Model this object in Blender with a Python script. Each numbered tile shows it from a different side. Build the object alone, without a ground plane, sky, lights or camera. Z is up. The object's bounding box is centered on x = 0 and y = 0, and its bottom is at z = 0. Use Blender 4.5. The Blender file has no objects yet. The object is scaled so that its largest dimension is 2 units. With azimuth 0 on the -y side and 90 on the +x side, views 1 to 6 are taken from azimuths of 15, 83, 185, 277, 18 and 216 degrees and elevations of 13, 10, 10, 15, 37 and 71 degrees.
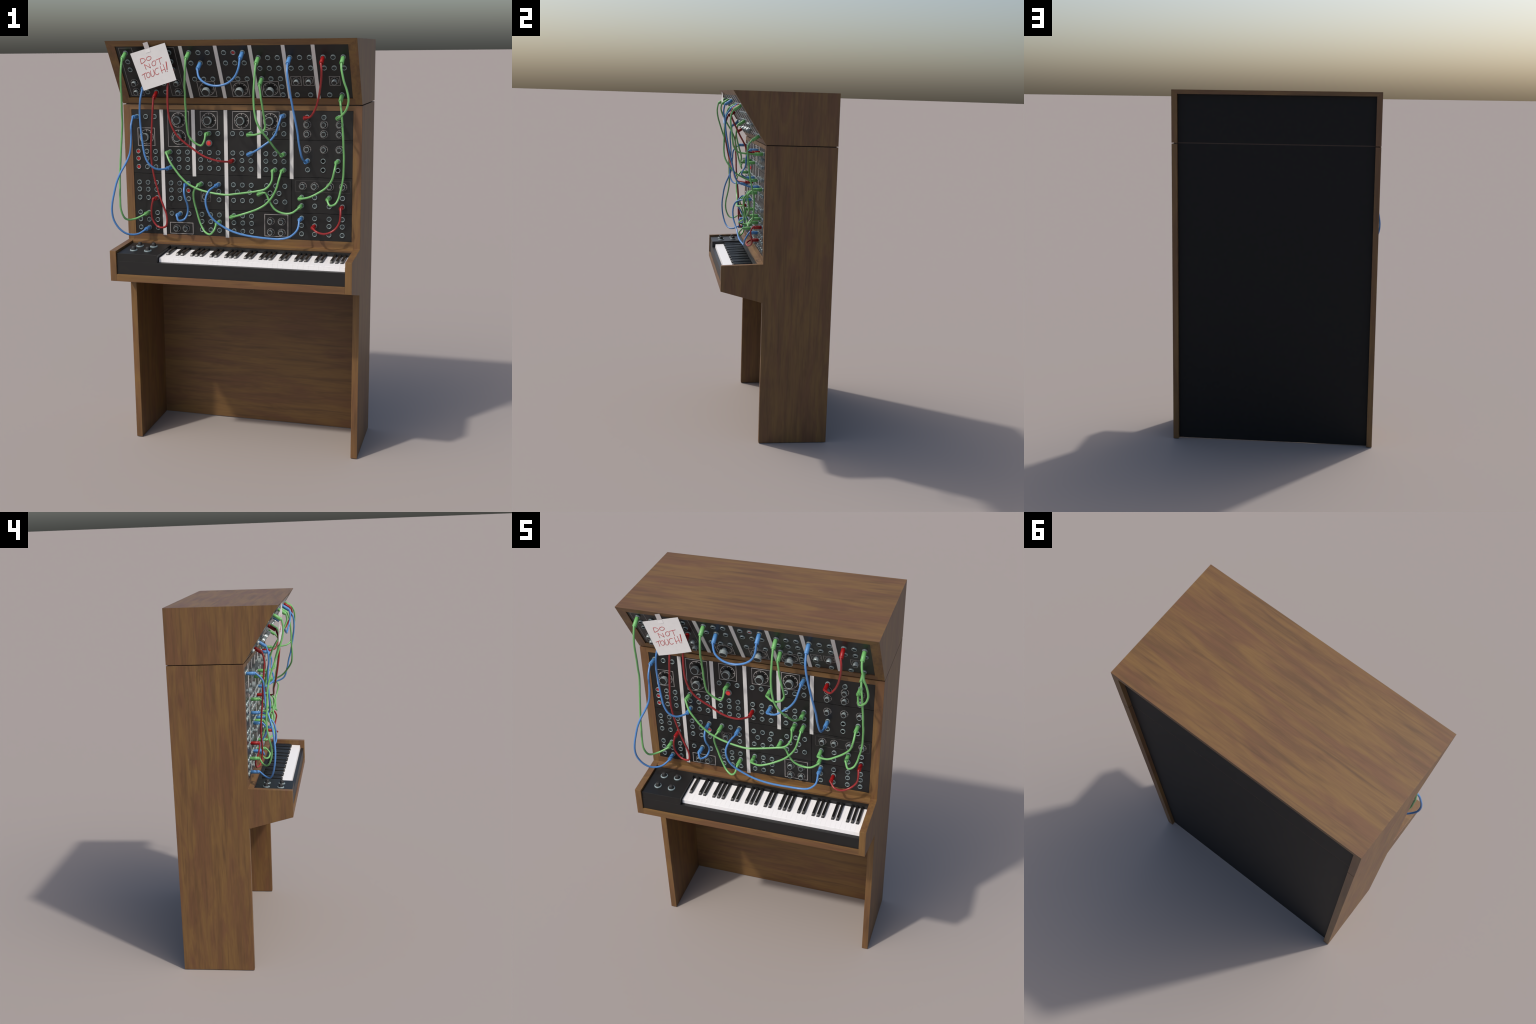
# Modular synthesizer cabinet with patch cables and a built-in keyboard.
import bpy, bmesh, math
from mathutils import Vector, Matrix

# ------------------------------------------------------------------ helpers
col = bpy.context.scene.collection
ROOT = bpy.data.objects.new("modular_synthesizer", None)
col.objects.link(ROOT)
ROOT["label"] = "wooden modular synthesizer cabinet with patch cables and keyboard"
ROOT["category"] = "modular synthesizer"


def link(name, mesh, parent=ROOT, mat=None, matrix=None, smooth=False):
    ob = bpy.data.objects.new(name, mesh)
    col.objects.link(ob)
    ob.parent = parent
    if matrix is not None:
        ob.matrix_world = matrix if parent is ROOT else parent.matrix_world.inverted() @ matrix
    if mat and not mesh.materials:
        for m in (mat if isinstance(mat, (list, tuple)) else [mat]):
            mesh.materials.append(m)
    return ob


def mesh_from(verts, faces, name="mesh"):
    me = bpy.data.meshes.new(name)
    me.from_pydata([tuple(v) for v in verts], [], faces)
    bm = bmesh.new(); bm.from_mesh(me)
    bmesh.ops.recalc_face_normals(bm, faces=bm.faces)
    bm.to_mesh(me); bm.free()
    return me


def bevel_mesh(me, w, seg=2, angle=35):
    bm = bmesh.new(); bm.from_mesh(me)
    es = [e for e in bm.edges if len(e.link_faces) == 2 and e.calc_face_angle(0) > math.radians(angle)]
    bmesh.ops.bevel(bm, geom=es, offset=w, segments=seg, profile=0.6, affect='EDGES', clamp_overlap=True)
    bm.to_mesh(me); bm.free()


def box(x0, x1, y0, y1, z0, z1, bevel=0.0, name="box"):
    v = [(x, y, z) for z in (z0, z1) for y in (y0, y1) for x in (x0, x1)]
    f = [(0, 1, 3, 2), (4, 6, 7, 5), (0, 4, 5, 1), (2, 3, 7, 6), (0, 2, 6, 4), (1, 5, 7, 3)]
    me = mesh_from(v, f, name)
    if bevel:
        bevel_mesh(me, bevel)
    return me


def prism(profile, x0, x1, bevel=0.0, x0b=None, x1b=None, name="prism"):
    """Extrude a (y, z) profile along x. profile points may carry their own x pair (mitres)."""
    v = []
    for p in profile:
        a, b = (p[2], p[3]) if len(p) == 4 else (x0, x1)
        v += [(a, p[0], p[1]), (b, p[0], p[1])]
    n = len(profile)
    f = [tuple(2 * i for i in range(n)), tuple(2 * i + 1 for i in reversed(range(n)))]
    f += [(2 * i, 2 * i + 1, 2 * ((i + 1) % n) + 1, 2 * ((i + 1) % n)) for i in range(n)]
    me = mesh_from(v, f, name)
    if bevel:
        bevel_mesh(me, bevel)
    return me


def lathe(profile, seg=32, mats=None, smooth_deg=35, name="lathe"):
    """Revolve (r, h) profile about z; mats gives the material index per profile segment."""
    v, f, mi = [], [], []
    rings = []
    for r, h in profile:
        if r < 1e-6:
            rings.append([len(v)]); v.append((0, 0, h))
        else:
            rings.append(list(range(len(v), len(v) + seg)))
            v += [(r * math.cos(2 * math.pi * i / seg), r * math.sin(2 * math.pi * i / seg), h) for i in range(seg)]
    for k in range(len(rings) - 1):
        a, b = rings[k], rings[k + 1]
        for i in range(seg):
            j = (i + 1) % seg
            if len(a) == 1 and len(b) == 1:
                continue
            if len(a) == 1:
                f.append((a[0], b[i], b[j]))
            elif len(b) == 1:
                f.append((a[i], a[j], b[0]))
            else:
                f.append((a[i], a[j], b[j], b[i]))
            mi.append(mats[k] if mats else 0)
    me = bpy.data.meshes.new(name)
    me.from_pydata(v, [], f)
    for p, m in zip(me.polygons, mi):
        p.material_index = m
        p.use_smooth = True
    bm = bmesh.new(); bm.from_mesh(me)
    bmesh.ops.recalc_face_normals(bm, faces=bm.faces)
    bm.to_mesh(me); bm.free()
    me.set_sharp_from_angle(angle=math.radians(smooth_deg))
    return me


def sweep(path, r, seg=12, flat=None, name="sweep"):
    """Tube along a point list with parallel-transport frames. flat=(normal, factor) squashes it."""
    P = [Vector(p) for p in path]
    n = len(P)
    T = [(P[min(i + 1, n - 1)] - P[max(i - 1, 0)]).normalized() for i in range(n)]
    u = T[0].orthogonal().normalized()
    v, f = [], []
    for i in range(n):
        if i:
            q = T[i - 1].rotation_difference(T[i]); u = (q @ u).normalized()
        w = T[i].cross(u)
        for k in range(seg):
            a = 2 * math.pi * k / seg
            d = (u * math.cos(a) + w * math.sin(a)) * r
            if flat:
                nn, fac = flat
                d = d - nn * d.dot(nn) * (1 - fac)
            v.append(P[i] + d)
    for i in range(n - 1):
        for k in range(seg):
            j = (k + 1) % seg
            f.append((i * seg + k, i * seg + j, (i + 1) * seg + j, (i + 1) * seg + k))
    f.append(tuple(reversed(range(seg))))
    f.append(tuple((n - 1) * seg + k for k in range(seg)))
    me = mesh_from(v, f, name)
    for p in me.polygons:
        p.use_smooth = len(p.vertices) == 4
    return me


def join_meshes(parts, name):
    bm = bmesh.new()
    for me in parts:
        bm.from_mesh(me)
    out = bpy.data.meshes.new(name)
    bm.to_mesh(out); bm.free()
    for me in parts:
        bpy.data.meshes.remove(me)
    return out


def catmull(ctrl, n=10):
    c = [Vector(p) for p in ctrl]
    c = [2 * c[0] - c[1]] + c + [2 * c[-1] - c[-2]]
    out = []
    for i in range(1, len(c) - 2):
        p0, p1, p2, p3 = c[i - 1:i + 3]
        for k in range(n):
            t = k / n
            out.append(.5 * ((2 * p1) + (p2 - p0) * t + (2 * p0 - 5 * p1 + 4 * p2 - p3) * t * t
                             + (3 * p1 - p0 - 3 * p2 + p3) * t ** 3))
    out.append(c[-2])
    return out


# ---------------------------------------------------------------- materials
def new_mat(name):
    m = bpy.data.materials.new(name); m.use_nodes = True
    nt = m.node_tree
    b = nt.nodes["Principled BSDF"]
    return m, nt, b


def plain(name, color, rough=0.5, metal=0.0, spec=0.5, coat=0.0, coat_rough=0.1, vary=0.06, scale=60, bump=0.0):
    m, nt, b = new_mat(name)
    N, L = nt.nodes, nt.links
    tc = N.new("ShaderNodeTexCoord")
    nz = N.new("ShaderNodeTexNoise"); nz.inputs["Scale"].default_value = scale; nz.inputs["Detail"].default_value = 3
    L.new(tc.outputs["Object"], nz.inputs["Vector"])
    rp = N.new("ShaderNodeValToRGB")
    rp.color_ramp.elements[0].position, rp.color_ramp.elements[1].position = 0.3, 0.7
    rp.color_ramp.elements[0].color = (*[max(0, c * (1 - vary)) for c in color], 1)
    rp.color_ramp.elements[1].color = (*[min(1, c * (1 + vary)) for c in color], 1)
    L.new(nz.outputs["Fac"], rp.inputs["Fac"])
    L.new(rp.outputs["Color"], b.inputs["Base Color"])
    b.inputs["Roughness"].default_value = rough
    b.inputs["Metallic"].default_value = metal
    b.inputs["Specular IOR Level"].default_value = spec
    b.inputs["Coat Weight"].default_value = coat
    b.inputs["Coat Roughness"].default_value = coat_rough
    if bump:
        bp = N.new("ShaderNodeBump"); bp.inputs["Strength"].default_value = bump; bp.inputs["Distance"].default_value = 0.001
        L.new(nz.outputs["Fac"], bp.inputs["Height"]); L.new(bp.outputs["Normal"], b.inputs["Normal"])
    return m


WOOD_LIGHT = (0.184, 0.097, 0.028)
WOOD_MID = (0.152, 0.078, 0.0245)
WOOD_RED = (0.137, 0.063, 0.0245)
WOOD_DARK = (0.112, 0.056, 0.0190)


def wood(name, axis, offset=(0, 0, 0), tone=1.0):
    """Walnut veneer: streaks stretched along the grain axis, broad reddish figure, fine pores."""
    m, nt, b = new_mat(name)
    N, L = nt.nodes, nt.links
    tc = N.new("ShaderNodeTexCoord")

    def mapped(across, along):
        mp = N.new("ShaderNodeMapping")
        mp.inputs["Location"].default_value = offset
        mp.inputs["Scale"].default_value = [along if i == axis else across for i in range(3)]
        L.new(tc.outputs["Object"], mp.inputs["Vector"])
        return mp

    def noise(mp, detail=4, dist=0.0, rough=0.55):
        nz = N.new("ShaderNodeTexNoise")
        nz.inputs["Scale"].default_value = 1.0
        nz.inputs["Detail"].default_value = detail
        nz.inputs["Distortion"].default_value = dist
        nz.inputs["Roughness"].default_value = rough
        L.new(mp.outputs["Vector"], nz.inputs["Vector"])
        return nz

    figure = noise(mapped(44, 3.0), 4, 0.7, 0.55)          # growth-ring streaks
    fine = noise(mapped(190, 12), 3, 0.3)             # fine grain
    patch = noise(mapped(12, 2.1), 5, 0.9)            # red / olive tone drift
    knots = noise(mapped(30, 4.5), 3, 0.8)           # dark spindle shaped flecks

    def ramp(src, stops):
        r = N.new("ShaderNodeValToRGB")
        els = r.color_ramp.elements
        while len(els) < len(stops):
            els.new(0.5)
        for e, (p, c) in zip(els, stops):
            e.position = p; e.color = (*[x * tone for x in c], 1) if len(c) == 3 else c
        L.new(src.outputs["Fac"], r.inputs["Fac"])
        return r

    base = ramp(figure, [(0.28, WOOD_DARK), (0.44, WOOD_MID), (0.60, WOOD_LIGHT), (0.78, WOOD_MID)])
    red = ramp(figure, [(0.30, WOOD_DARK), (0.48, WOOD_RED), (0.70, tuple(c * 1.12 for c in WOOD_RED))])
    pm = ramp(patch, [(0.44, (0, 0, 0, 1)), (0.60, (1, 1, 1, 1))])
    mix1 = N.new("ShaderNodeMix"); mix1.data_type = 'RGBA'
    L.new(pm.outputs["Color"], mix1.inputs["Factor"])
    L.new(base.outputs["Color"], mix1.inputs["A"]); L.new(red.outputs["Color"], mix1.inputs["B"])
    km = ramp(knots, [(0.23, (0.70, 0.65, 0.66, 1)), (0.43, (1, 1, 1, 1))])
    mul = N.new("ShaderNodeMix"); mul.data_type = 'RGBA'; mul.blend_type = 'MULTIPLY'
    mul.inputs["Factor"].default_value = 0.7
    L.new(mix1.outputs["Result"], mul.inputs["A"]); L.new(km.outputs["Color"], mul.inputs["B"])
    fm = ramp(fine, [(0.35, (0.84, 0.82, 0.80, 1)), (0.6, (1.0, 1.0, 1.0, 1))])
    mul2 = N.new("ShaderNodeMix"); mul2.data_type = 'RGBA'; mul2.blend_type = 'MULTIPLY'
    mul2.inputs["Factor"].default_value = 0.55
    L.new(mul.outputs["Result"], mul2.inputs["A"]); L.new(fm.outputs["Color"], mul2.inputs["B"])
    L.new(mul2.outputs["Result"], b.inputs["Base Color"])
    b.inputs["Roughness"].default_value = 0.5
    b.inputs["Specular IOR Level"].default_value = 0.5
    bp = N.new("ShaderNodeBump"); bp.inputs["Strength"].default_value = 0.06; bp.inputs["Distance"].default_value = 0.001
    L.new(fine.outputs["Fac"], bp.inputs["Height"]); L.new(bp.outputs["Normal"], b.inputs["Normal"])
    return m


M_WV = wood("walnut_vertical", 2)
M_WV2 = wood("walnut_vertical_upper", 2, (4.1, 2.7, 0.9))
M_WH = wood("walnut_horizontal", 0, (1.3, 5.2, 3.1))
M_WTOP = wood("walnut_top", 0, (7.7, 0.4, 2.2))
M_WK = wood("walnut_kick", 0, (2.9, 3.3, 8.1), 0.9)
M_PANEL = plain("black_panel", (0.0052, 0.0050, 0.0050), 0.42, spec=0.5, vary=0.12, scale=25)
M_BACK = plain("black_backing", (0.0058, 0.0057, 0.0060), 0.62, spec=0.28, vary=0.15, scale=40)
M_GAP = plain("dark_gap", (0.003, 0.003, 0.003), 0.8, spec=0.2)
M_TOLEX = plain("black_painted_trim", (0.0052, 0.0050, 0.0050), 0.48, spec=0.5, vary=0.08, scale=30)
M_STEEL = plain("brushed_steel", (0.29, 0.355, 0.36), 0.30, metal=0.3, spec=0.5, vary=0.05, scale=90)
M_KNOBSIDE = plain("knob_aluminium", (0.30, 0.35, 0.355), 0.34, metal=0.2, spec=0.5, vary=0.05, scale=120)
M_HOLE = plain("socket_inside", (0.040, 0.052, 0.056), 0.4, metal=0.3, vary=0.1, scale=120)
M_CAP = plain("knob_cap", (0.007, 0.007, 0.007), 0.45, vary=0.08)
M_PRINT = plain("panel_print", (0.37, 0.345, 0.335), 0.55, vary=0.05)
M_PRINT_DIM = plain("panel_print_dim", (0.060, 0.055, 0.053), 0.5, vary=0.15)
M_BAR = plain("white_divider", (0.60, 0.585, 0.575), 0.34, spec=0.5, vary=0.03, scale=20)
M_RED = plain("red_lens", (0.38, 0.009, 0.012), 0.35, vary=0.05)
M_BTN = plain("red_button", (0.85, 0.045, 0.045), 0.35, vary=0.04)
M_RING = plain("grey_collar", (0.23, 0.24, 0.24), 0.5, vary=0.05)
M_TEAL = plain("joystick_ring", (0.25, 0.315, 0.325), 0.42, metal=0.15, vary=0.05)
M_RUBBER = plain("black_rubber", (0.018, 0.018, 0.018), 0.6, vary=0.1, bump=0.1)
M_WHITE = plain("white_key", (0.80, 0.79, 0.79), 0.35, vary=0.012, scale=8)
M_EBONY = plain("black_key", (0.0045, 0.0045, 0.0045), 0.32, spec=0.5, vary=0.08)
M_PAPER = plain("paper", (0.615, 0.605, 0.60), 0.75, spec=0.25, vary=0.025, scale=35, bump=0.08)
M_INK = plain("red_ink", (0.40, 0.045, 0.045), 0.6, vary=0.2, scale=200)
M_TAPE = plain("tape", (0.40, 0.375, 0.37), 0.4, vary=0.04)
M_TAPE_ON = plain("tape_on_paper", (0.67, 0.66, 0.655), 0.4, vary=0.02)
CABLE_COL = {'g': ("green", (0.150, 0.40, 0.128)), 'b': ("blue", (0.072, 0.215, 0.495)), 'r': ("red", (0.26, 0.016, 0.018))}
M_CABLE, M_PLUG = {}, {}
for key, (nm, c) in CABLE_COL.items():
    M_CABLE[key] = plain(nm + "_cable", c, 0.34, spec=0.5, vary=0.05, scale=30)
    pc = {'g': (0.14, 0.40, 0.125), 'b': (0.075, 0.23, 0.50), 'r': (0.27, 0.004, 0.005)}[key]
    M_PLUG[key] = plain(nm + "_plug", pc, 0.42, spec=0.4, vary=0.05, scale=50)

# --------------------------------------------------------------- dimensions
XL, XR = -0.5645, 0.5855          # outer faces of the sides
TH = 0.031                        # side board thickness
XIL, XIR = XL + TH, XR - TH
FW = 0.0403                       # visible front frame width
XOL, XOR = XL + FW, XR - FW       # opening
YB = 0.316


def yf(z):                        # front plane of the lower case leans very slightly
    return -0.0765 - 0.0045 * z


# frame of the vertical panel and of the sloping upper panel
NL = Vector((0, -1, -0.0045)).normalized()
UB = Vector((0, -0.0842, 1.7105))
UT = Vector((0, -0.1858, 0.289)).normalized()
SLOPE = math.hypot(0.1858, 0.289)
NU = Vector((1, 0, 0)).cross(UT).normalized()
if NU.y > 0:
    NU = -NU
REC_L, REC_U = 0.002, 0.0045      # how far the panels sit behind the frame


def frame_matrix(o, n):
    z = n.normalized(); x = Vector((1, 0, 0)); y = z.cross(x).normalized()
    return Matrix(((x.x, y.x, z.x, o.x), (x.y, y.y, z.y, o.y), (x.z, y.z, z.z, o.z), (0, 0, 0, 1)))


def ML(x, z, lift=0.0):           # lower panel surface
    return frame_matrix(Vector((x, yf(z), z)) + NL * (lift - REC_L), NL)


def MU(x, s, lift=0.0):           # upper panel surface
    return frame_matrix(UB + UT * s + Vector((x, 0, 0)) + NU * (lift - REC_U), NU)


# -------------------------------------------------------------- the cabinet
Z0, ZG0, ZG1, ZT = 0.0, 1.7055, 1.7105, 1.9995
side_profile = [(yf(0), 0), (YB, 0), (YB, ZG0), (yf(ZG0), ZG0), (yf(1.0485), 1.0485),
                (-0.3157, 1.0375), (-0.3157, 0.892), (yf(0.828), 0.828)]
for a, b_ in ((XL, XIL), (XIR, XR)):
    link("side_board", prism(side_profile, a, b_, 0.0012), mat=M_WV)
# upper sides are mitred into the top board
TB = 0.0235
def ysl(z):                       # sloping front edge
    return -0.0842 - 0.1858 * (z - 1.7105) / 0.289
for a, b_, out in ((XL, XIL, 0), (XIR, XR, 1)):
    zi = ZT - TB
    v = []
    for x, zt in ((a, ZT if out == 0 else zi), (b_, ZT if out == 1 else zi)):
        v += [(x, ysl(ZG1), ZG1), (x, YB, ZG1), (x, YB, zt), (x, ysl(zt), zt)]
    me = mesh_from(v, [(0, 1, 2, 3), (7, 6, 5, 4), (0, 4, 5, 1), (1, 5, 6, 2), (2, 6, 7, 3), (3, 7, 4, 0)])
    link("upper_side_board", me, mat=M_WV2)
me = mesh_from([(XL, ysl(ZT), ZT), (XR, ysl(ZT), ZT), (XR, YB, ZT), (XL, YB, ZT),
                (XIL, ysl(ZT - TB), ZT - TB), (XIR, ysl(ZT - TB), ZT - TB), (XIR, YB, ZT - TB), (XIL, YB, ZT - TB)],
               [(0, 1, 2, 3), (4, 7, 6, 5), (0, 4, 5, 1), (1, 5, 6, 2), (2, 6, 7, 3), (3, 7, 4, 0)])
link("top_board", me, mat=M_WTOP)
# upper front frame: lip under the top, bottom board, two liners
S_OP0, S_OP1 = 0.0320, 0.3133
def up(s, d=0.0):                 # (y, z) on the sloping plane, d behind it
    p = UB + UT * s - NU * d
    return (p.y, p.z)
zb = up(S_OP0)[1]
link("upper_bottom_board", prism([up(0), up(S_OP0), up(S_OP0, 0.02), (0.2946, zb), (0.2946, ZG1)], XIL, XIR), mat=M_WH)
link("upper_front_lip", prism([up(S_OP1), (ysl(ZT - TB), ZT - TB), (ysl(ZT - TB) + 0.03, ZT - TB), up(S_OP1, 0.022)], XIL, XIR), mat=M_WH)
for a, b_ in ((XIL, XOL), (XOR, XIR)):
    link("upper_frame_stile", prism([up(S_OP0), up(S_OP1), up(S_OP1, 0.02), up(S_OP0, 0.02)], a, b_), mat=M_WV2)
# lower front frame
ZO0, ZO1 = 1.0807, 1.6832
link("front_rail", prism([(yf(ZO1), ZO1), (yf(ZG0), ZG0), (YB - 0.02, ZG0), (YB - 0.02, ZO1)], XIL, XIR), mat=M_WH)
link("front_rail", prism([(yf(ZO0), ZO0), (yf(1.050) , 1.0495), (-0.1075, 1.0455), (-0.1075, 1.030), (-0.05, 1.030), (-0.05, ZO0)], XIL, XIR, 0.0008), mat=M_WH)
for a, b_ in ((XIL, XOL), (XOR, XIR)):
    link("front_stile", prism([(yf(ZO0), ZO0), (yf(ZO1), ZO1), (-0.05, ZO1), (-0.05, ZO0)], a, b_), mat=M_WV)
# shadow gap between the two cases
M_SPACER = plain("spacer_wood", (0.03, 0.017, 0.009), 0.7)
link("spacer", box(XL + 0.013, XR - 0.013, -0.079, 0.2958, ZG0, ZG1), mat=M_SPACER)
for a, b_ in ((XL + 0.013, XIL), (XIR, XR - 0.013)):
    link("spacer", box(a, b_, 0.2960, 0.3085, ZG0, ZG1), mat=M_SPACER)
# kick board and black backs
link("kick_board", box(XIL, XIR, 0.284, 0.2945, 0.0004, 0.835), mat=M_WK)
link("back_board", box(XIL, XIR, 0.2947, 0.2965, 0.0012, 1.7072, 0.0), mat=M_BACK)
link("upper_back_board", box(XIL, XIR, 0.2947, 0.2965, 1.7128, ZT - TB, 0.0), mat=M_BACK)
link("back_rail", box(XIL, XIR, 0.2946, 0.2962, 1.7060, 1.7135), mat=plain("back_rail_wood", (0.038, 0.020, 0.012), 0.6))
link("case_bottom", box(XIL, XIR, -0.045, 0.284, 0.828, 0.848), mat=M_WH)

# --------------------------------------------------------------- keyboard
tray = prism([(-0.3157, 0.892), (-0.3157, 0.9255), (-0.298, 0.9255), (-0.045, 0.850), (-0.045, 0.828), (yf(0.828), 0.828)], XIL, XIR, 0.0008)
TRAY = link("keyboard_tray", tray, mat=M_WH)
KB = link("keyboard", box(XIL, XIR, -0.290, -0.045, 0.960, 0.988), mat=M_GAP)
TILT = 0.052
def kz(y, z_front):               # height on the tilted key bed
    return z_front + TILT * (y + 0.3080)
XK0, XK1 = -0.3300, 0.5500
link("front_slip", prism([(-0.3092, 0.9256), (-0.3092, 0.9885), (-0.268, 0.9905), (-0.268, 0.9256)], XIL + 0.0002, XIR - 0.0002, 0.0006), KB, M_TOLEX)
link("control_panel", prism([(-0.3084, 0.9882), (-0.3084, 1.0262), (-0.1078, kz(-0.1078, 1.0262)), (-0.1078, 0.9882)], XIL + 0.001, XK0 - 0.0008, 0.0010), KB, M_TOLEX)
link("key_rear_strip", prism([(-0.1262, 0.990), (-0.1262, kz(-0.1262, 1.0262)), (-0.1078, kz(-0.1078, 1.0262)), (-0.1078, 0.990)], XK0 - 0.0008, XIR - 0.0002, 0.0006), KB, M_TOLEX)
NW = 37
PITCH = (XK1 - (XK0 + 0.002)) / NW
KX = XK0 + 0.002
def wz(y):
    return 1.0094 + 0.058 * (y + 0.287)
wk = prism([(-0.2905, 0.9890), (-0.2884, 1.0066), (-0.2880, 1.0070), (-0.2890, 1.0074), (-0.2884, wz(-0.2884)), (-0.128, wz(-0.128)), (-0.128, 0.9890)], 0.0001, PITCH - 0.0001, 0.0)
bevel_mesh(wk, 0.00025, 1, 60)
wk.materials.append(M_WHITE)
for i in range(NW):
    ob = bpy.data.objects.new("white_key", wk); col.objects.link(ob); ob.parent = KB
    ob.location = (KX + i * PITCH, 0, 0)
# black key: tapered bar with sloping glossy nose
bw0, bw1 = 0.0075, 0.0059
yfnt, yrear, h = -0.2385, -0.1265, 0.0118
bv = []
for (y0, hh, w) in ((yfnt, -0.002, bw0), (yfnt + 0.0006, 0.0035, bw0 * 0.97), (yfnt + 0.0075, h, bw1), (yrear, h - 0.0005, bw1), (yrear, -0.002, bw0)):
    bv += [(-w, y0, wz(y0) + hh), (w, y0, wz(y0) + hh)]
bk = mesh_from(bv, [(0, 2, 3, 1), (2, 4, 5, 3), (4, 6, 7, 5), (6, 8, 9, 7), (0, 1, 9, 8), (0, 8, 6, 4, 2), (1, 3, 5, 7, 9)])
bevel_mesh(bk, 0.0015, 3, 20)
for p in bk.polygons:
    p.use_smooth = True
bk.set_sharp_from_angle(angle=math.radians(50))
bk.materials.append(M_EBONY)
NOTES = "ABCDEFG"
for i in range(1, NW):
    if NOTES[(i - 1) % 7] in "ACDFG":
        ob = bpy.data.objects.new("black_key", bk); col.objects.link(ob); ob.parent = KB
        ob.location = (KX + i * PITCH, 0, 0)
# four joystick-like knobs on the control panel
stick = lathe([(0.0, 0.0205), (0.0070, 0.0202), (0.0090, 0.0185), (0.0100, 0.0140), (0.0118, 0.0050), (0.0122, 0.0)], 28, smooth_deg=50)
stick.materials.append(M_RUBBER)
ring_p = [(0.0155 + 0.0028 * math.cos(a), 0.0022 + 0.0030 * math.sin(a)) for a in [math.radians(200 - 22 * k) for k in range(12)]]
ring = lathe([(0.0122, 0.0012)] + ring_p + [(0.0185, 0.0)], 36, smooth_deg=60)
ring.materials.append(M_TEAL)
nk = Vector((0, -TILT, 1)).normalized()
for x, y in ((-0.4712, -0.2455), (-0.4700, -0.1685), (-0.3998, -0.2460), (-0.3993, -0.1675)):
    mtx = frame_matrix(Vector((x, y, kz(y, 1.0262))), nk)
    r = link("joystick_ring", ring, KB, matrix=mtx)
    link("joystick_knob", stick, KB, matrix=mtx)

# ------------------------------------------------------------ module panels
BARS = [-0.372, -0.214, -0.0545, 0.1055, 0.2612]
cols_x = [XOL] + BARS + [XOR]
ZS1, ZS2, ZS3 = 1.3768, 1.2092, 1.5488
G = 0.0009
plates = [(0, 1, ZS1, ZO1), (0, 1, ZO0, ZS1)]
plates += [(1, 2, ZS1, ZO1), (2, 3, ZS1, ZO1), (3, 4, ZS1, ZO1), (4, 5, ZS3, ZO1), (4, 5, ZS1, ZS3),
           (5, 6, ZS3, ZO1), (5, 6, ZS1, ZS3),
           (1, 3, ZS2, ZS1), (1, 3, ZO0, ZS2), (3, 5, ZS2, ZS1), (3, 5, ZO0, ZS2), (5, 6, ZS2, ZS1), (5, 6, ZO0, ZS2)]
for a, b_, z0, z1 in plates:
    x0, x1 = cols_x[a] + G, cols_x[b_] - G
    z0, z1 = z0 + G, z1 - G
    r = REC_L
    me = prism([(yf(z0) + r, z0), (yf(z1) + r, z1), (yf(z1) + r + 0.004, z1), (yf(z0) + r + 0.004, z0)], x0, x1, 0.0004)
    link("module_panel", me, mat=M_PANEL)
link("panel_backing", prism([(yf(ZO0) + 0.0062, ZO0 - 0.01), (yf(ZO1) + 0.0062, ZO1 + 0.004), (yf(ZO1) + 0.009, ZO1 + 0.004), (yf(ZO0) + 0.009, ZO0 - 0.01)], XOL, XOR), mat=M_GAP)
UBARS = [-0.2115, -0.0490, 0.1090, 0.2585, 0.3905]
ux = [XOL] + UBARS + [XOR]
for i in range(6):
    me = prism([up(S_OP0 + G, REC_U), up(S_OP1 - G, REC_U), up(S_OP1 - G, REC_U + .004), up(S_OP0 + G, REC_U + .004)], ux[i] + G, ux[i + 1] - G, 0.0004)
    link("upper_module_panel", me, mat=M_PANEL)
link("upper_panel_backing", prism([up(S_OP0 - .006, .010), up(S_OP1 + .004, .010), up(S_OP1 + .004, .013), up(S_OP0 - .006, .013)], XOL, XOR), mat=M_GAP)
# white divider bars
BW = 0.0089
for x, zb_ in zip(BARS, (1.0755, 1.3680, 1.0765, 1.3670, 1.3685)):
    me = prism([(yf(zb_) - 0.0012, zb_), (yf(1.6825) - 0.0012, 1.6825), (yf(1.6825) + 0.0016, 1.6825), (yf(zb_) + .0016 if zb_ > 1.1 else yf(zb_) - 0.0002, zb_)], x - BW, x + BW, 0.0005)
    link("divider_bar", me, mat=M_BAR)
for x in UBARS:
    me = prism([up(S_OP0 + .0005, -0.0002), up(S_OP1 - .0005, -0.0002), up(S_OP1 - .0005, .004), up(S_OP0 + .0005, .004)], x - 0.0083, x + 0.0083, 0.0005)
    link("divider_bar", me, mat=M_BAR)

# -------------------------------------------------- sockets, knobs, markings
def socket_mesh(inner, mats):
    return lathe([(0.0113, 0.0), (0.0113, 0.0046), (0.0108, 0.0056), (0.0095, 0.0058), (0.0086, 0.0050),
                  (0.0084, 0.0010), (0.0082, inner), (0.0, inner)], 28, [0, 0, 0, 0, 1, 1, 1])
jack_me = socket_mesh(0.0008, None); jack_me.materials.append(M_STEEL); jack_me.materials.append(M_HOLE)
jack_red = lathe([(0.0113, 0.0), (0.0113, 0.0046), (0.0108, 0.0056), (0.0095, 0.0058), (0.0086, 0.0050), (0.0080, 0.0020),
                  (0.0050, 0.0026), (0.0, 0.0028)], 28, [0, 0, 0, 0, 0, 1, 1])
jack_red.materials.append(M_STEEL); jack_red.materials.append(M_RED)
jack_dark = jack_me.copy(); jack_dark.materials[1] = M_GAP  # bottom blackened to paint in the heavier shading of some sockets

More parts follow.
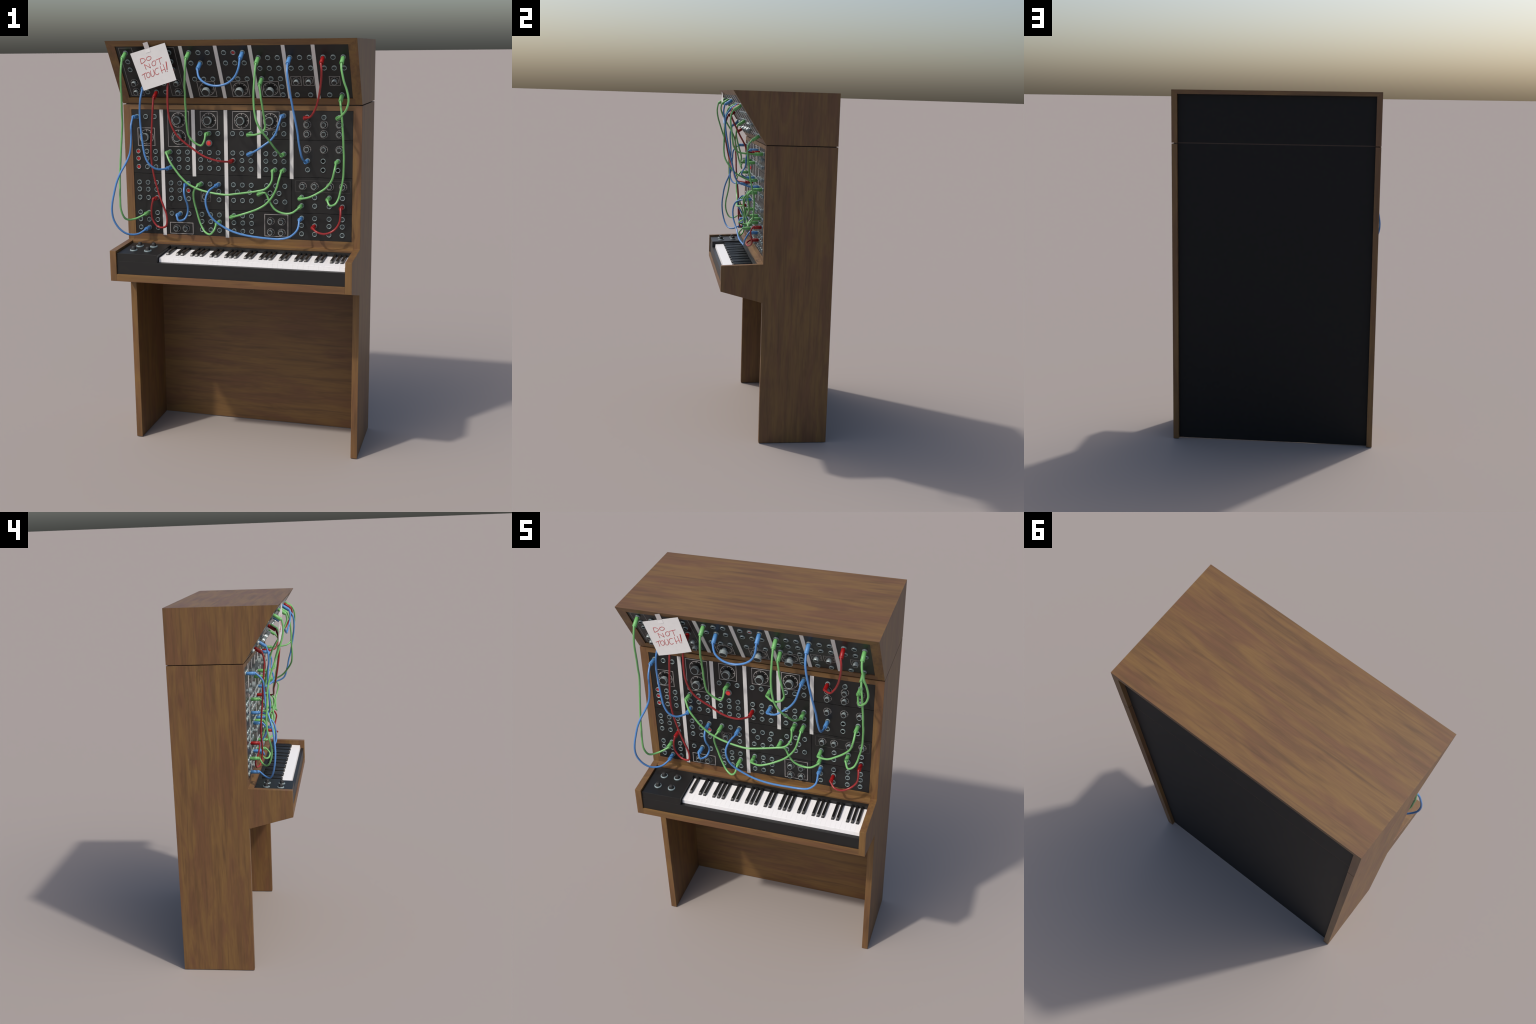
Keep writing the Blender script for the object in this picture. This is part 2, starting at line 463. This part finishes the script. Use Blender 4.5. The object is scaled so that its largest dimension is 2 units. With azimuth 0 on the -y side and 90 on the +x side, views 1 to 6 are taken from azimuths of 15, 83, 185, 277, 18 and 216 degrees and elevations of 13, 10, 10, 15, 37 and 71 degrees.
big_knob = lathe([(0.0105, 0.0), (0.0105, 0.0050), (0.0098, 0.0120), (0.0165, 0.0122), (0.0188, 0.0128), (0.0188, 0.0300),
                  (0.0182, 0.0308), (0.0168, 0.0308), (0.0163, 0.0303), (0.0, 0.0303)], 40, [0, 0, 2, 0, 0, 0, 0, 0, 1])
small_knob = lathe([(0.0095, 0.0), (0.0095, 0.0040), (0.0090, 0.0050), (0.0110, 0.0052), (0.0114, 0.0060), (0.0112, 0.0172),
                    (0.0109, 0.0178), (0.0100, 0.0178), (0.0096, 0.0175), (0.0, 0.0175)], 32, [0, 0, 2, 0, 0, 0, 0, 0, 1])
for me in (big_knob, small_knob):
    for m in (M_KNOBSIDE, M_CAP, M_GAP):
        me.materials.append(m)


def dial_mesh(r_in, r_out, tick_in, tick_w, thick=0.0003):
    parts = []
    ringm = lathe([(r_in, 0.0), (r_in, thick), (r_out, thick), (r_out, 0.0)], 56)
    parts.append(ringm)
    for k in range(8):
        a = k * math.pi / 4
        m = box(tick_in, r_in + 0.0003, -tick_w / 2, tick_w / 2, 0, thick * 0.9)
        m.transform(Matrix.Rotation(a, 4, 'Z'))
        parts.append(m)
    return join_meshes(parts, "dial")
big_dial = dial_mesh(0.0332, 0.0354, 0.0262, 0.0024); big_dial.materials.append(M_PRINT)
small_dial = dial_mesh(0.0166, 0.0182, 0.0125, 0.0014); small_dial.materials.append(plain("dial_print", (0.24, 0.225, 0.22), 0.55, vary=0.05))


def outline(w, h, line, thick=0.00028, mat=M_PRINT):
    w2, h2, l = w / 2, h / 2, line
    parts = [box(-w2, w2, h2 - l, h2, 0, thick), box(-w2, w2, -h2, -h2 + l, 0, thick),
             box(-w2, -w2 + l, -h2 + l, h2 - l, 0, thick), box(w2 - l, w2, -h2 + l, h2 - l, 0, thick)]
    me = join_meshes(parts, "outline"); me.materials.append(mat)
    return me


def add_jacks(M, xs, zs, skip=(), red=(), dark=()):
    for j, z in enumerate(zs):
        for i, x in enumerate(xs):
            if (i, j) in skip:
                continue
            me = jack_red if (i, j) in red else jack_dark if (i, j) in dark else jack_me
            link("jack_socket", me, matrix=M(x, z))


def add_dial(M, x, z, big=True):
    link("dial_marking", big_dial if big else small_dial, matrix=M(x, z))
    link("rotary_knob", big_knob if big else small_knob, matrix=M(x, z))


def add_outline(M, x0, x1, z0, z1, line=0.0022, mat=M_PRINT):
    link("panel_outline", outline(x1 - x0, z1 - z0, line, mat=mat), matrix=M((x0 + x1) / 2, (z0 + z1) / 2))


R3 = (1.4832, 1.4487, 1.4090)
RM = (1.3333, 1.2993, 1.2590)
RB = (1.1855, 1.1512, 1.1110)
C1 = (-0.4953, -0.4513, -0.4070)
C2 = (-0.3328, -0.2890, -0.2452)
C3 = (-0.1800, -0.1363, -0.0928)
C4 = (-0.0205, 0.0233, 0.0668)
C5 = (0.1390, 0.1823, 0.2250)
C5b = (0.1420, 0.1855, 0.2290)
# column 1
add_jacks(ML, C1, (1.6490,))
add_outline(ML, -0.4965, -0.4090, 1.510, 1.596); add_dial(ML, -0.4517, 1.5522)
add_jacks(ML, C1, R3, red=((0, 0), (0, 1), (0, 2)))
add_jacks(ML, C1, RM); add_jacks(ML, C1, RB)
# column 2
add_outline(ML, -0.3425, -0.2355, 1.5075, 1.677); add_dial(ML, -0.2885, 1.6340); add_dial(ML, -0.2885, 1.5528)
add_jacks(ML, C2, R3)
add_jacks(ML, C2, RM, red=((2, 1),)); add_jacks(ML, C2, RB[:1])
add_outline(ML, -0.3460, -0.2270, 1.0850, 1.1415, 0.0024)
add_dial(ML, -0.3105, 1.1115, False); add_dial(ML, -0.2630, 1.1125, False)
# column 3
add_outline(ML, -0.1800, -0.0943, 1.592, 1.677); add_dial(ML, -0.1370, 1.6340)
add_jacks(ML, C3, (1.5733,)); add_jacks(ML, C3, R3)
add_jacks(ML, C3, RM[:1]); add_jacks(ML, C3[2:], RM[1:])
add_outline(ML, -0.1845, -0.1355, 1.2480, 1.2960, 0.0016, plain("panel_print_mid", (0.14, 0.13, 0.125), 0.55)); add_dial(ML, -0.1610, 1.2722, False)
add_jacks(ML, C3, RB)
button = lathe([(0.0155, 0.0), (0.0155, 0.0052), (0.0146, 0.0062), (0.0112, 0.0062), (0.0110, 0.0088), (0.0105, 0.0112), (0.0075, 0.0128), (0.0, 0.0132)],
               36, [0, 0, 0, 1, 1, 1, 1], 40)
button.materials.append(M_RING); button.materials.append(M_BTN)
link("push_button", button, matrix=ML(-0.1370, 1.5280))
# column 4
add_outline(ML, -0.0217, 0.0664, 1.593, 1.6775); add_dial(ML, 0.0222, 1.6340)
add_jacks(ML, C4, (1.5742,)); add_jacks(ML, C4, R3)
add_jacks(ML, C4, (RM[0], RM[2])); add_jacks(ML, (-0.0015, 0.0590), (1.3000,))
add_jacks(ML, C4, RB)
# column 5
add_outline(ML, 0.1180, 0.2033, 1.5925, 1.6775); add_dial(ML, 0.1610, 1.6340)
add_jacks(ML, C5[2:], (1.6590, 1.6190)); add_jacks(ML, C5, (1.5765,)); add_jacks(ML, C5, R3)
add_jacks(ML, C5b, (RM[0], RM[2])); add_jacks(ML, (0.1140, 0.1580, 0.2010), (1.2990,), dark=((1, 0),))
add_outline(ML, 0.1290, 0.2435, 1.0915, 1.1985, 0.0024)
for x in (0.1590, 0.2120):
    for z in (1.1645, 1.1115):
        add_dial(ML, x, z, False)
# column 6
C6 = (0.3335, 0.4115, 0.4840)
add_jacks(ML, C6[:2] + (0.4820,), (1.6530,))
for z in (1.6198, 1.5770, 1.5070):
    for x in C6:
        add_dial(ML, x, z, False)
add_jacks(ML, (0.3370, 0.4090, 0.4780), (1.4545, 1.4132), dark=((1, 0), (1, 1), (2, 1)))
add_outline(ML, 0.2795, 0.5360, 1.3085, 1.3630, 0.0014, M_PRINT_DIM)
for x in (0.3130, 0.3690, 0.4410, 0.5020):
    add_dial(ML, x, 1.3365, False)
C6b = (0.3090, 0.3708, 0.4390, 0.5008)
add_jacks(ML, C6b, (1.2845, 1.2445)); add_jacks(ML, C6b, RB)

# upper row of modules (s is measured up the sloping panel)
for xs0, xs1 in ((-0.5105, -0.4450), (-0.3065, -0.2420)):
    add_outline(MU, xs0, xs1, 0.0430, 0.3035, 0.0018, plain("panel_print_soft", (0.22, 0.21, 0.205), 0.55))
for x in (-0.4800, -0.2712):
    add_jacks(MU, (x,), (0.2780, 0.2315, 0.1885))
    add_dial(MU, x + 0.002, 0.1160, False); add_dial(MU, x + 0.0005, 0.0665, False)
add_jacks(MU, (-0.4230, -0.3790, -0.3335), (0.1120, 0.0652))
add_jacks(MU, (-0.4230, -0.3790, -0.3335), (0.2600, 0.1850))
add_jacks(MU, (-0.1765, -0.1327, -0.0893), (0.2772, 0.2230, 0.1372))
add_outline(MU, -0.1720, -0.0870, 0.0385, 0.1215, 0.0020); add_dial(MU, -0.1290, 0.0800)
add_jacks(MU, (-0.0138, 0.0293, 0.0727), (0.2762, 0.2225, 0.1382), red=((1, 0),))
add_outline(MU, -0.0110, 0.0718, 0.0390, 0.1215, 0.0020); add_dial(MU, 0.0302, 0.0800)
add_jacks(MU, (0.1403, 0.1833, 0.2268), (0.2485, 0.1940, 0.1385)); add_jacks(MU, (0.2280,), (0.0958, 0.0525))
add_outline(MU, 0.1310, 0.2148, 0.0390, 0.1225, 0.0020); add_dial(MU, 0.1730, 0.0810)
add_jacks(MU, (0.2825, 0.3265, 0.3702), (0.2485, 0.1942)); add_jacks(MU, (0.2940, 0.3550), (0.0525,))
add_outline(MU, 0.2730, 0.3200, 0.1000, 0.1483, 0.0016); add_outline(MU, 0.3285, 0.3778, 0.1000, 0.1483, 0.0016)
add_dial(MU, 0.2980, 0.1240, False); add_dial(MU, 0.3540, 0.1240, False)
add_jacks(MU, (0.4302, 0.4742, 0.5183), (0.2490, 0.1942)); add_jacks(MU, (0.4420, 0.4980), (0.0530,))
add_outline(MU, 0.4462, 0.4945, 0.1005, 0.1488, 0.0016); add_dial(MU, 0.4700, 0.1250, False)

# -------------------------------------------------------------- patch cables
plug_me = {}
PLUG_END = 0.0500
for k in "gbr":
    plug_me[k] = lathe([(0.0, 0.0020), (0.0072, 0.0020), (0.0093, 0.0056), (0.0094, 0.0390), (0.0089, 0.0396), (0.0089, 0.0406), (0.0096, 0.0412),
                        (0.0097, 0.0472), (0.0092, 0.0484), (0.0066, 0.0484), (0.0054, 0.0466), (0.0, 0.0466)], 24, smooth_deg=40)
    plug_me[k].materials.append(M_PLUG[k])
L_, U_ = 'L', 'U'
CABLES = [
    ('g', (U_, -.480, .278), (L_, -.4513, 1.1855), [(-.483, -.285, 1.876), (-.489, -.279, 1.828), (-.496, -.263, 1.777), (-.503, -.246, 1.728), (-.512, -.228, 1.679), (-.519, -.211, 1.627), (-.528, -.200, 1.574), (-.535, -.196, 1.523), (-.541, -.193, 1.471), (-.547, -.190, 1.421), (-.551, -.191, 1.371), (-.549, -.199, 1.322), (-.546, -.210, 1.271), (-.544, -.209, 1.215), (-.530, -.189, 1.169), (-.495, -.159, 1.165)]),
    ('b', (L_, -.4953, 1.649), (L_, -.4513, 1.111), [(-.492, -.171, 1.613), (-.491, -.177, 1.567), (-.493, -.180, 1.522), (-.500, -.184, 1.478), (-.516, -.197, 1.436), (-.537, -.212, 1.395), (-.554, -.223, 1.351), (-.566, -.229, 1.303), (-.576, -.233, 1.256), (-.581, -.231, 1.209), (-.575, -.224, 1.164), (-.552, -.212, 1.122), (-.519, -.194, 1.096), (-.479, -.167, 1.093)]),
    ('b', (U_, -.423, .112), (L_, -.3328, 1.409), [(-.429, -.199, 1.739), (-.434, -.200, 1.695), (-.436, -.196, 1.652), (-.435, -.193, 1.605), (-.431, -.194, 1.562), (-.425, -.196, 1.515), (-.416, -.197, 1.471), (-.397, -.193, 1.433), (-.367, -.174, 1.410)]),
    ('r', (U_, -.379, .0652), (L_, -.407, 1.259), [(-.380, -.172, 1.697), (-.385, -.169, 1.651), (-.391, -.165, 1.604), (-.396, -.161, 1.558), (-.400, -.159, 1.512), (-.402, -.155, 1.463), (-.400, -.150, 1.416), (-.394, -.145, 1.369), (-.384, -.141, 1.322), (-.371, -.141, 1.276), (-.355, -.142, 1.233), (-.339, -.140, 1.183), (-.347, -.131, 1.131), (-.393, -.114, 1.121), (-.423, -.111, 1.157), (-.420, -.129, 1.212)]),
    ('r', (U_, -.2712, .1885), (L_, -.0205, 1.4487), [(-.277, -.242, 1.802), (-.278, -.246, 1.757), (-.280, -.242, 1.709), (-.278, -.235, 1.660), (-.268, -.227, 1.615), (-.248, -.218, 1.574), (-.217, -.209, 1.542), (-.179, -.199, 1.512), (-.141, -.195, 1.485), (-.099, -.189, 1.466), (-.055, -.174, 1.454)]),
    ('g', (U_, -.1765, .2772), (L_, -.1363, 1.5733), [(-.177, -.282, 1.889), (-.182, -.274, 1.860), (-.190, -.257, 1.827), (-.198, -.238, 1.793), (-.204, -.217, 1.760), (-.211, -.199, 1.726), (-.213, -.187, 1.690), (-.216, -.179, 1.657), (-.216, -.172, 1.625), (-.216, -.165, 1.594), (-.210, -.158, 1.564), (-.189, -.150, 1.537), (-.158, -.146, 1.522), (-.140, -.151, 1.542)]),
    ('b', (U_, -.1327, .223), (U_, .0727, .2762), [(-.119, -.263, 1.834), (-.083, -.268, 1.808), (-.036, -.269, 1.800), (.011, -.270, 1.811), (.048, -.277, 1.839), (.068, -.283, 1.877)]),
    ('g', (U_, .1403, .2485), (L_, .225, 1.4832), [(.139, -.273, 1.855), (.137, -.278, 1.814), (.135, -.281, 1.772), (.135, -.281, 1.728), (.139, -.282, 1.684), (.149, -.282, 1.642), (.169, -.275, 1.603), (.194, -.252, 1.564), (.215, -.212, 1.520)]),
    ('g', (U_, .1403, .1385), (L_, .0668, 1.5742), [(.146, -.209, 1.776), (.150, -.212, 1.745), (.154, -.206, 1.712), (.157, -.197, 1.678), (.160, -.186, 1.643), (.160, -.179, 1.612), (.145, -.180, 1.590), (.109, -.175, 1.578)]),
    ('b', (U_, .2825, .2485), (L_, .337, 1.4545), [(.286, -.283, 1.857), (.292, -.288, 1.814), (.299, -.285, 1.772), (.306, -.278, 1.726), (.313, -.269, 1.680), (.320, -.260, 1.636), (.325, -.248, 1.595), (.329, -.237, 1.545), (.337, -.212, 1.484)]),
    ('r', (U_, .4302, .249), (L_, .3335, 1.653), [(.434, -.268, 1.868), (.432, -.259, 1.840), (.427, -.245, 1.811), (.420, -.229, 1.781), (.412, -.213, 1.750), (.402, -.196, 1.722), (.389, -.180, 1.693), (.365, -.167, 1.661)]),
    ('g', (U_, .5183, .249), (L_, .482, 1.653), [(.521, -.273, 1.870), (.527, -.277, 1.844), (.534, -.276, 1.815), (.544, -.272, 1.786), (.551, -.269, 1.755), (.551, -.265, 1.728), (.538, -.256, 1.694), (.506, -.225, 1.662)]),
    ('g', (U_, .498, .053), (L_, .439, 1.2845), [(.503, -.172, 1.705), (.508, -.178, 1.677), (.510, -.176, 1.647), (.512, -.173, 1.615), (.514, -.169, 1.583), (.515, -.165, 1.552), (.515, -.159, 1.521), (.516, -.152, 1.489), (.515, -.145, 1.455), (.513, -.137, 1.422), (.511, -.133, 1.390), (.506, -.133, 1.358), (.499, -.134, 1.325), (.491, -.136, 1.292), (.477, -.146, 1.267), (.454, -.155, 1.262)]),
    ('b', (L_, .225, 1.659), (L_, .0668, 1.4832), [(.216, -.154, 1.622), (.203, -.154, 1.585), (.181, -.158, 1.554), (.151, -.168, 1.531), (.114, -.170, 1.506)]),
    ('g', (L_, -.3328, 1.4832), (L_, .1823, 1.409), [(-.309, -.161, 1.448), (-.283, -.165, 1.412), (-.253, -.166, 1.375), (-.217, -.166, 1.343), (-.172, -.169, 1.322), (-.124, -.174, 1.310), (-.076, -.178, 1.303), (-.027, -.181, 1.300), (.019, -.178, 1.305), (.066, -.171, 1.311), (.113, -.164, 1.318), (.157, -.160, 1.331), (.182, -.151, 1.365)]),
    ('g', (L_, .225, 1.409), (L_, -.0205, 1.1855), [(.220, -.164, 1.376), (.207, -.161, 1.333), (.183, -.153, 1.290), (.152, -.151, 1.256), (.116, -.156, 1.234), (.076, -.168, 1.219), (.030, -.170, 1.204)]),
    ('g', (L_, .478, 1.4545), (L_, .309, 1.2845), [(.476, -.167, 1.422), (.463, -.161, 1.377), (.435, -.152, 1.341), (.398, -.154, 1.316), (.357, -.156, 1.296)]),
    ('g', (L_, .114, 1.299), (L_, .309, 1.2445), [(.150, -.144, 1.308), (.171, -.144, 1.268), (.194, -.138, 1.232), (.232, -.136, 1.215), (.274, -.137, 1.218)]),
    ('b', (L_, -.2452, 1.3333), (L_, -.289, 1.1855), [(-.243, -.156, 1.306), (-.239, -.153, 1.273), (-.235, -.134, 1.238), (-.240, -.117, 1.200), (-.255, -.123, 1.167), (-.279, -.143, 1.162)]),
    ('g', (L_, -.180, 1.3333), (L_, -.0928, 1.1512), [(-.196, -.148, 1.309), (-.202, -.137, 1.274), (-.200, -.125, 1.237), (-.193, -.120, 1.204), (-.185, -.118, 1.171), (-.173, -.119, 1.139), (-.152, -.131, 1.111), (-.121, -.150, 1.103), (-.098, -.157, 1.124)]),
    ('b', (L_, -.0928, 1.3333), (L_, .309, 1.1855), [(-.113, -.180, 1.314), (-.124, -.196, 1.272), (-.113, -.196, 1.221), (-.088, -.186, 1.180), (-.051, -.178, 1.151), (-.010, -.175, 1.130), (.034, -.173, 1.116), (.082, -.170, 1.107), (.130, -.165, 1.101), (.177, -.159, 1.097), (.224, -.157, 1.097), (.271, -.162, 1.111), (.305, -.158, 1.145)]),
    ('r', (L_, .5008, 1.2445), (L_, .3708, 1.1512), [(.503, -.148, 1.217), (.497, -.141, 1.183), (.480, -.137, 1.153), (.456, -.144, 1.135), (.427, -.156, 1.129), (.395, -.159, 1.138)]),
]
R_CABLE = 0.0048
for key, e0, e1, ctrl in CABLES:
    mats = [ML(e[1], e[2], 0.004) if e[0] == 'L' else MU(e[1], e[2], 0.004) for e in (e0, e1)]
    nrm = [NL if e[0] == 'L' else NU for e in (e0, e1)]
    tip = [m.translation + n * (PLUG_END - 0.004) for m, n in zip(mats, nrm)]
    path = catmull([tip[0], tip[0] + nrm[0] * 0.006] + ctrl + [tip[1] + nrm[1] * 0.006, tip[1]], 10)
    cab = link("patch_cable", sweep(path, R_CABLE, 12), mat=M_CABLE[key])
    for m in mats:
        link("plug", plug_me[key], cab, matrix=m)

# --------------------------------------------------------- taped paper note
TL, TR, BR, BL = [Vector(p) for p in ((-.4446, -.2625, 1.9421), (-.2761, -.2665, 1.9885), (-.2290, -.2575, 1.8254), (-.3902, -.2500, 1.7773))]
PN = (TR - TL).cross(BL - TL).normalized()
if PN.y > 0:
    PN = -PN
def note(u, v, d=0.0):
    p = TL * (1 - u) * (1 - v) + TR * u * (1 - v) + BR * u * v + BL * (1 - u) * v
    return p + PN * (0.0022 * math.sin(math.pi * min(max(u, 0), 1)) * min(max(v, 0), 1) + 0.0022 * (v - .5) ** 2 + d)
n = 14
v, f = [], []
for d in (0.0, -0.0007):
    for j in range(n + 1):
        for i in range(n + 1):
            v.append(note(i / n, j / n, d))
o = (n + 1) ** 2
idx = lambda i, j: j * (n + 1) + i
for j in range(n):
    for i in range(n):
        q = (idx(i, j), idx(i + 1, j), idx(i + 1, j + 1), idx(i, j + 1))
        f += [q, tuple(o + k for k in reversed(q))]
edge = [idx(i, 0) for i in range(n)] + [idx(n, j) for j in range(n)] + [idx(n - i, n) for i in range(n)] + [idx(0, n - j) for j in range(n)]
for a, b_ in zip(edge, edge[1:] + edge[:1]):
    f.append((a, b_, b_ + o, a + o))
paper = mesh_from(v, f, "paper")
NOTE = link("paper_note", paper, mat=M_PAPER)
STROKES = [
    [(.212, .202), (.204, .271), (.200, .337)],
    [(.211, .204), (.287, .210), (.334, .245), (.332, .281), (.277, .312), (.199, .333)],
    [(.464, .205), (.403, .221), (.377, .260), (.404, .295), (.462, .301), (.513, .265), (.506, .223), (.461, .205)],
    [(.277, .506), (.2725, .3655)], [(.272, .365), (.409, .498)], [(.409, .498), (.403, .375)],
    [(.555, .352), (.501, .377), (.477, .438), (.502, .473), (.557, .468), (.595, .418), (.594, .370), (.555, .352)],
    [(.611, .352), (.710, .342), (.801, .332)], [(.718, .342), (.710, .424), (.713, .500)],
    [(.101, .610), (.174, .594), (.248, .580)], [(.182, .594), (.169, .666), (.162, .744)],
    [(.299, .586), (.244, .611), (.226, .676), (.260, .721), (.313, .701), (.337, .639), (.320, .592), (.299, .586)],
    [(.384, .562), (.365, .633), (.362, .702), (.391, .725), (.438, .704), (.464, .641), (.456, .555)],
    [(.621, .562), (.562, .556), (.508, .591), (.484, .661), (.512, .711), (.557, .714), (.592, .693)],
    [(.681, .522), (.681, .629), (.680, .722)], [(.772, .503), (.780, .609), (.784, .716)], [(.665, .652), (.783, .642)],
    [(.878, .465), (.859, .570), (.837, .674)], [(.881, .465), (.863, .570), (.841, .674)], [(.874, .465), (.856, .570), (.835, .674)],
    [(.826, .700), (.829, .720)],
]
parts = []
for s in STROKES:
    pth = [Vector((a, b_, 0)) for a, b_ in s]
    pth = catmull(pth, 6) if len(pth) > 2 else [pth[0].lerp(pth[1], k / 5) for k in range(6)]
    w = 0.00135 if s[0][0] < .82 else 0.0018
    parts.append(sweep([note(p.x, p.y, 0.0003) for p in pth], w, 8, flat=(PN, 0.22)))
link("red_lettering", join_meshes(parts, "lettering"), NOTE, M_INK)
# strip of tape over the top edge of the note
tp = [(.426, -.158), (.559, -.163), (.559, .000), (.559, .106), (.424, .107), (.425, .000)]
tv, tf = [], []
rows = [(-.160, 0.0006), (-.08, .0007), (-.02, .0007), (0.01, .0008), (.106, .0008)]
for d in (0.0, -0.0004):
    for vv, lift in rows:
        for uu in (.4255, .559):
            tv.append(note(uu, vv, lift + d))
nr = len(rows)
for k in range(nr - 1):
    a = 2 * k
    tf.append((a, a + 1, a + 3, a + 2)); tf.append((2 * nr + a, 2 * nr + a + 2, 2 * nr + a + 3, 2 * nr + a + 1))
    tf.append((a, a + 2, 2 * nr + a + 2, 2 * nr + a)); tf.append((a + 1, 2 * nr + a + 1, 2 * nr + a + 3, a + 3))
tf.append((0, 2 * nr, 2 * nr + 1, 1)); tf.append((2 * nr - 2, 2 * nr - 1, 4 * nr - 1, 4 * nr - 2))
tape_me = mesh_from(tv, tf, "tape")
tape_me.materials.append(M_TAPE); tape_me.materials.append(M_TAPE_ON)
for p in tape_me.polygons:
    if sum(tape_me.vertices[k].co.z for k in p.vertices) / len(p.vertices) < note(.49, 0.005).z:
        p.material_index = 1
link("tape_strip", tape_me, NOTE)
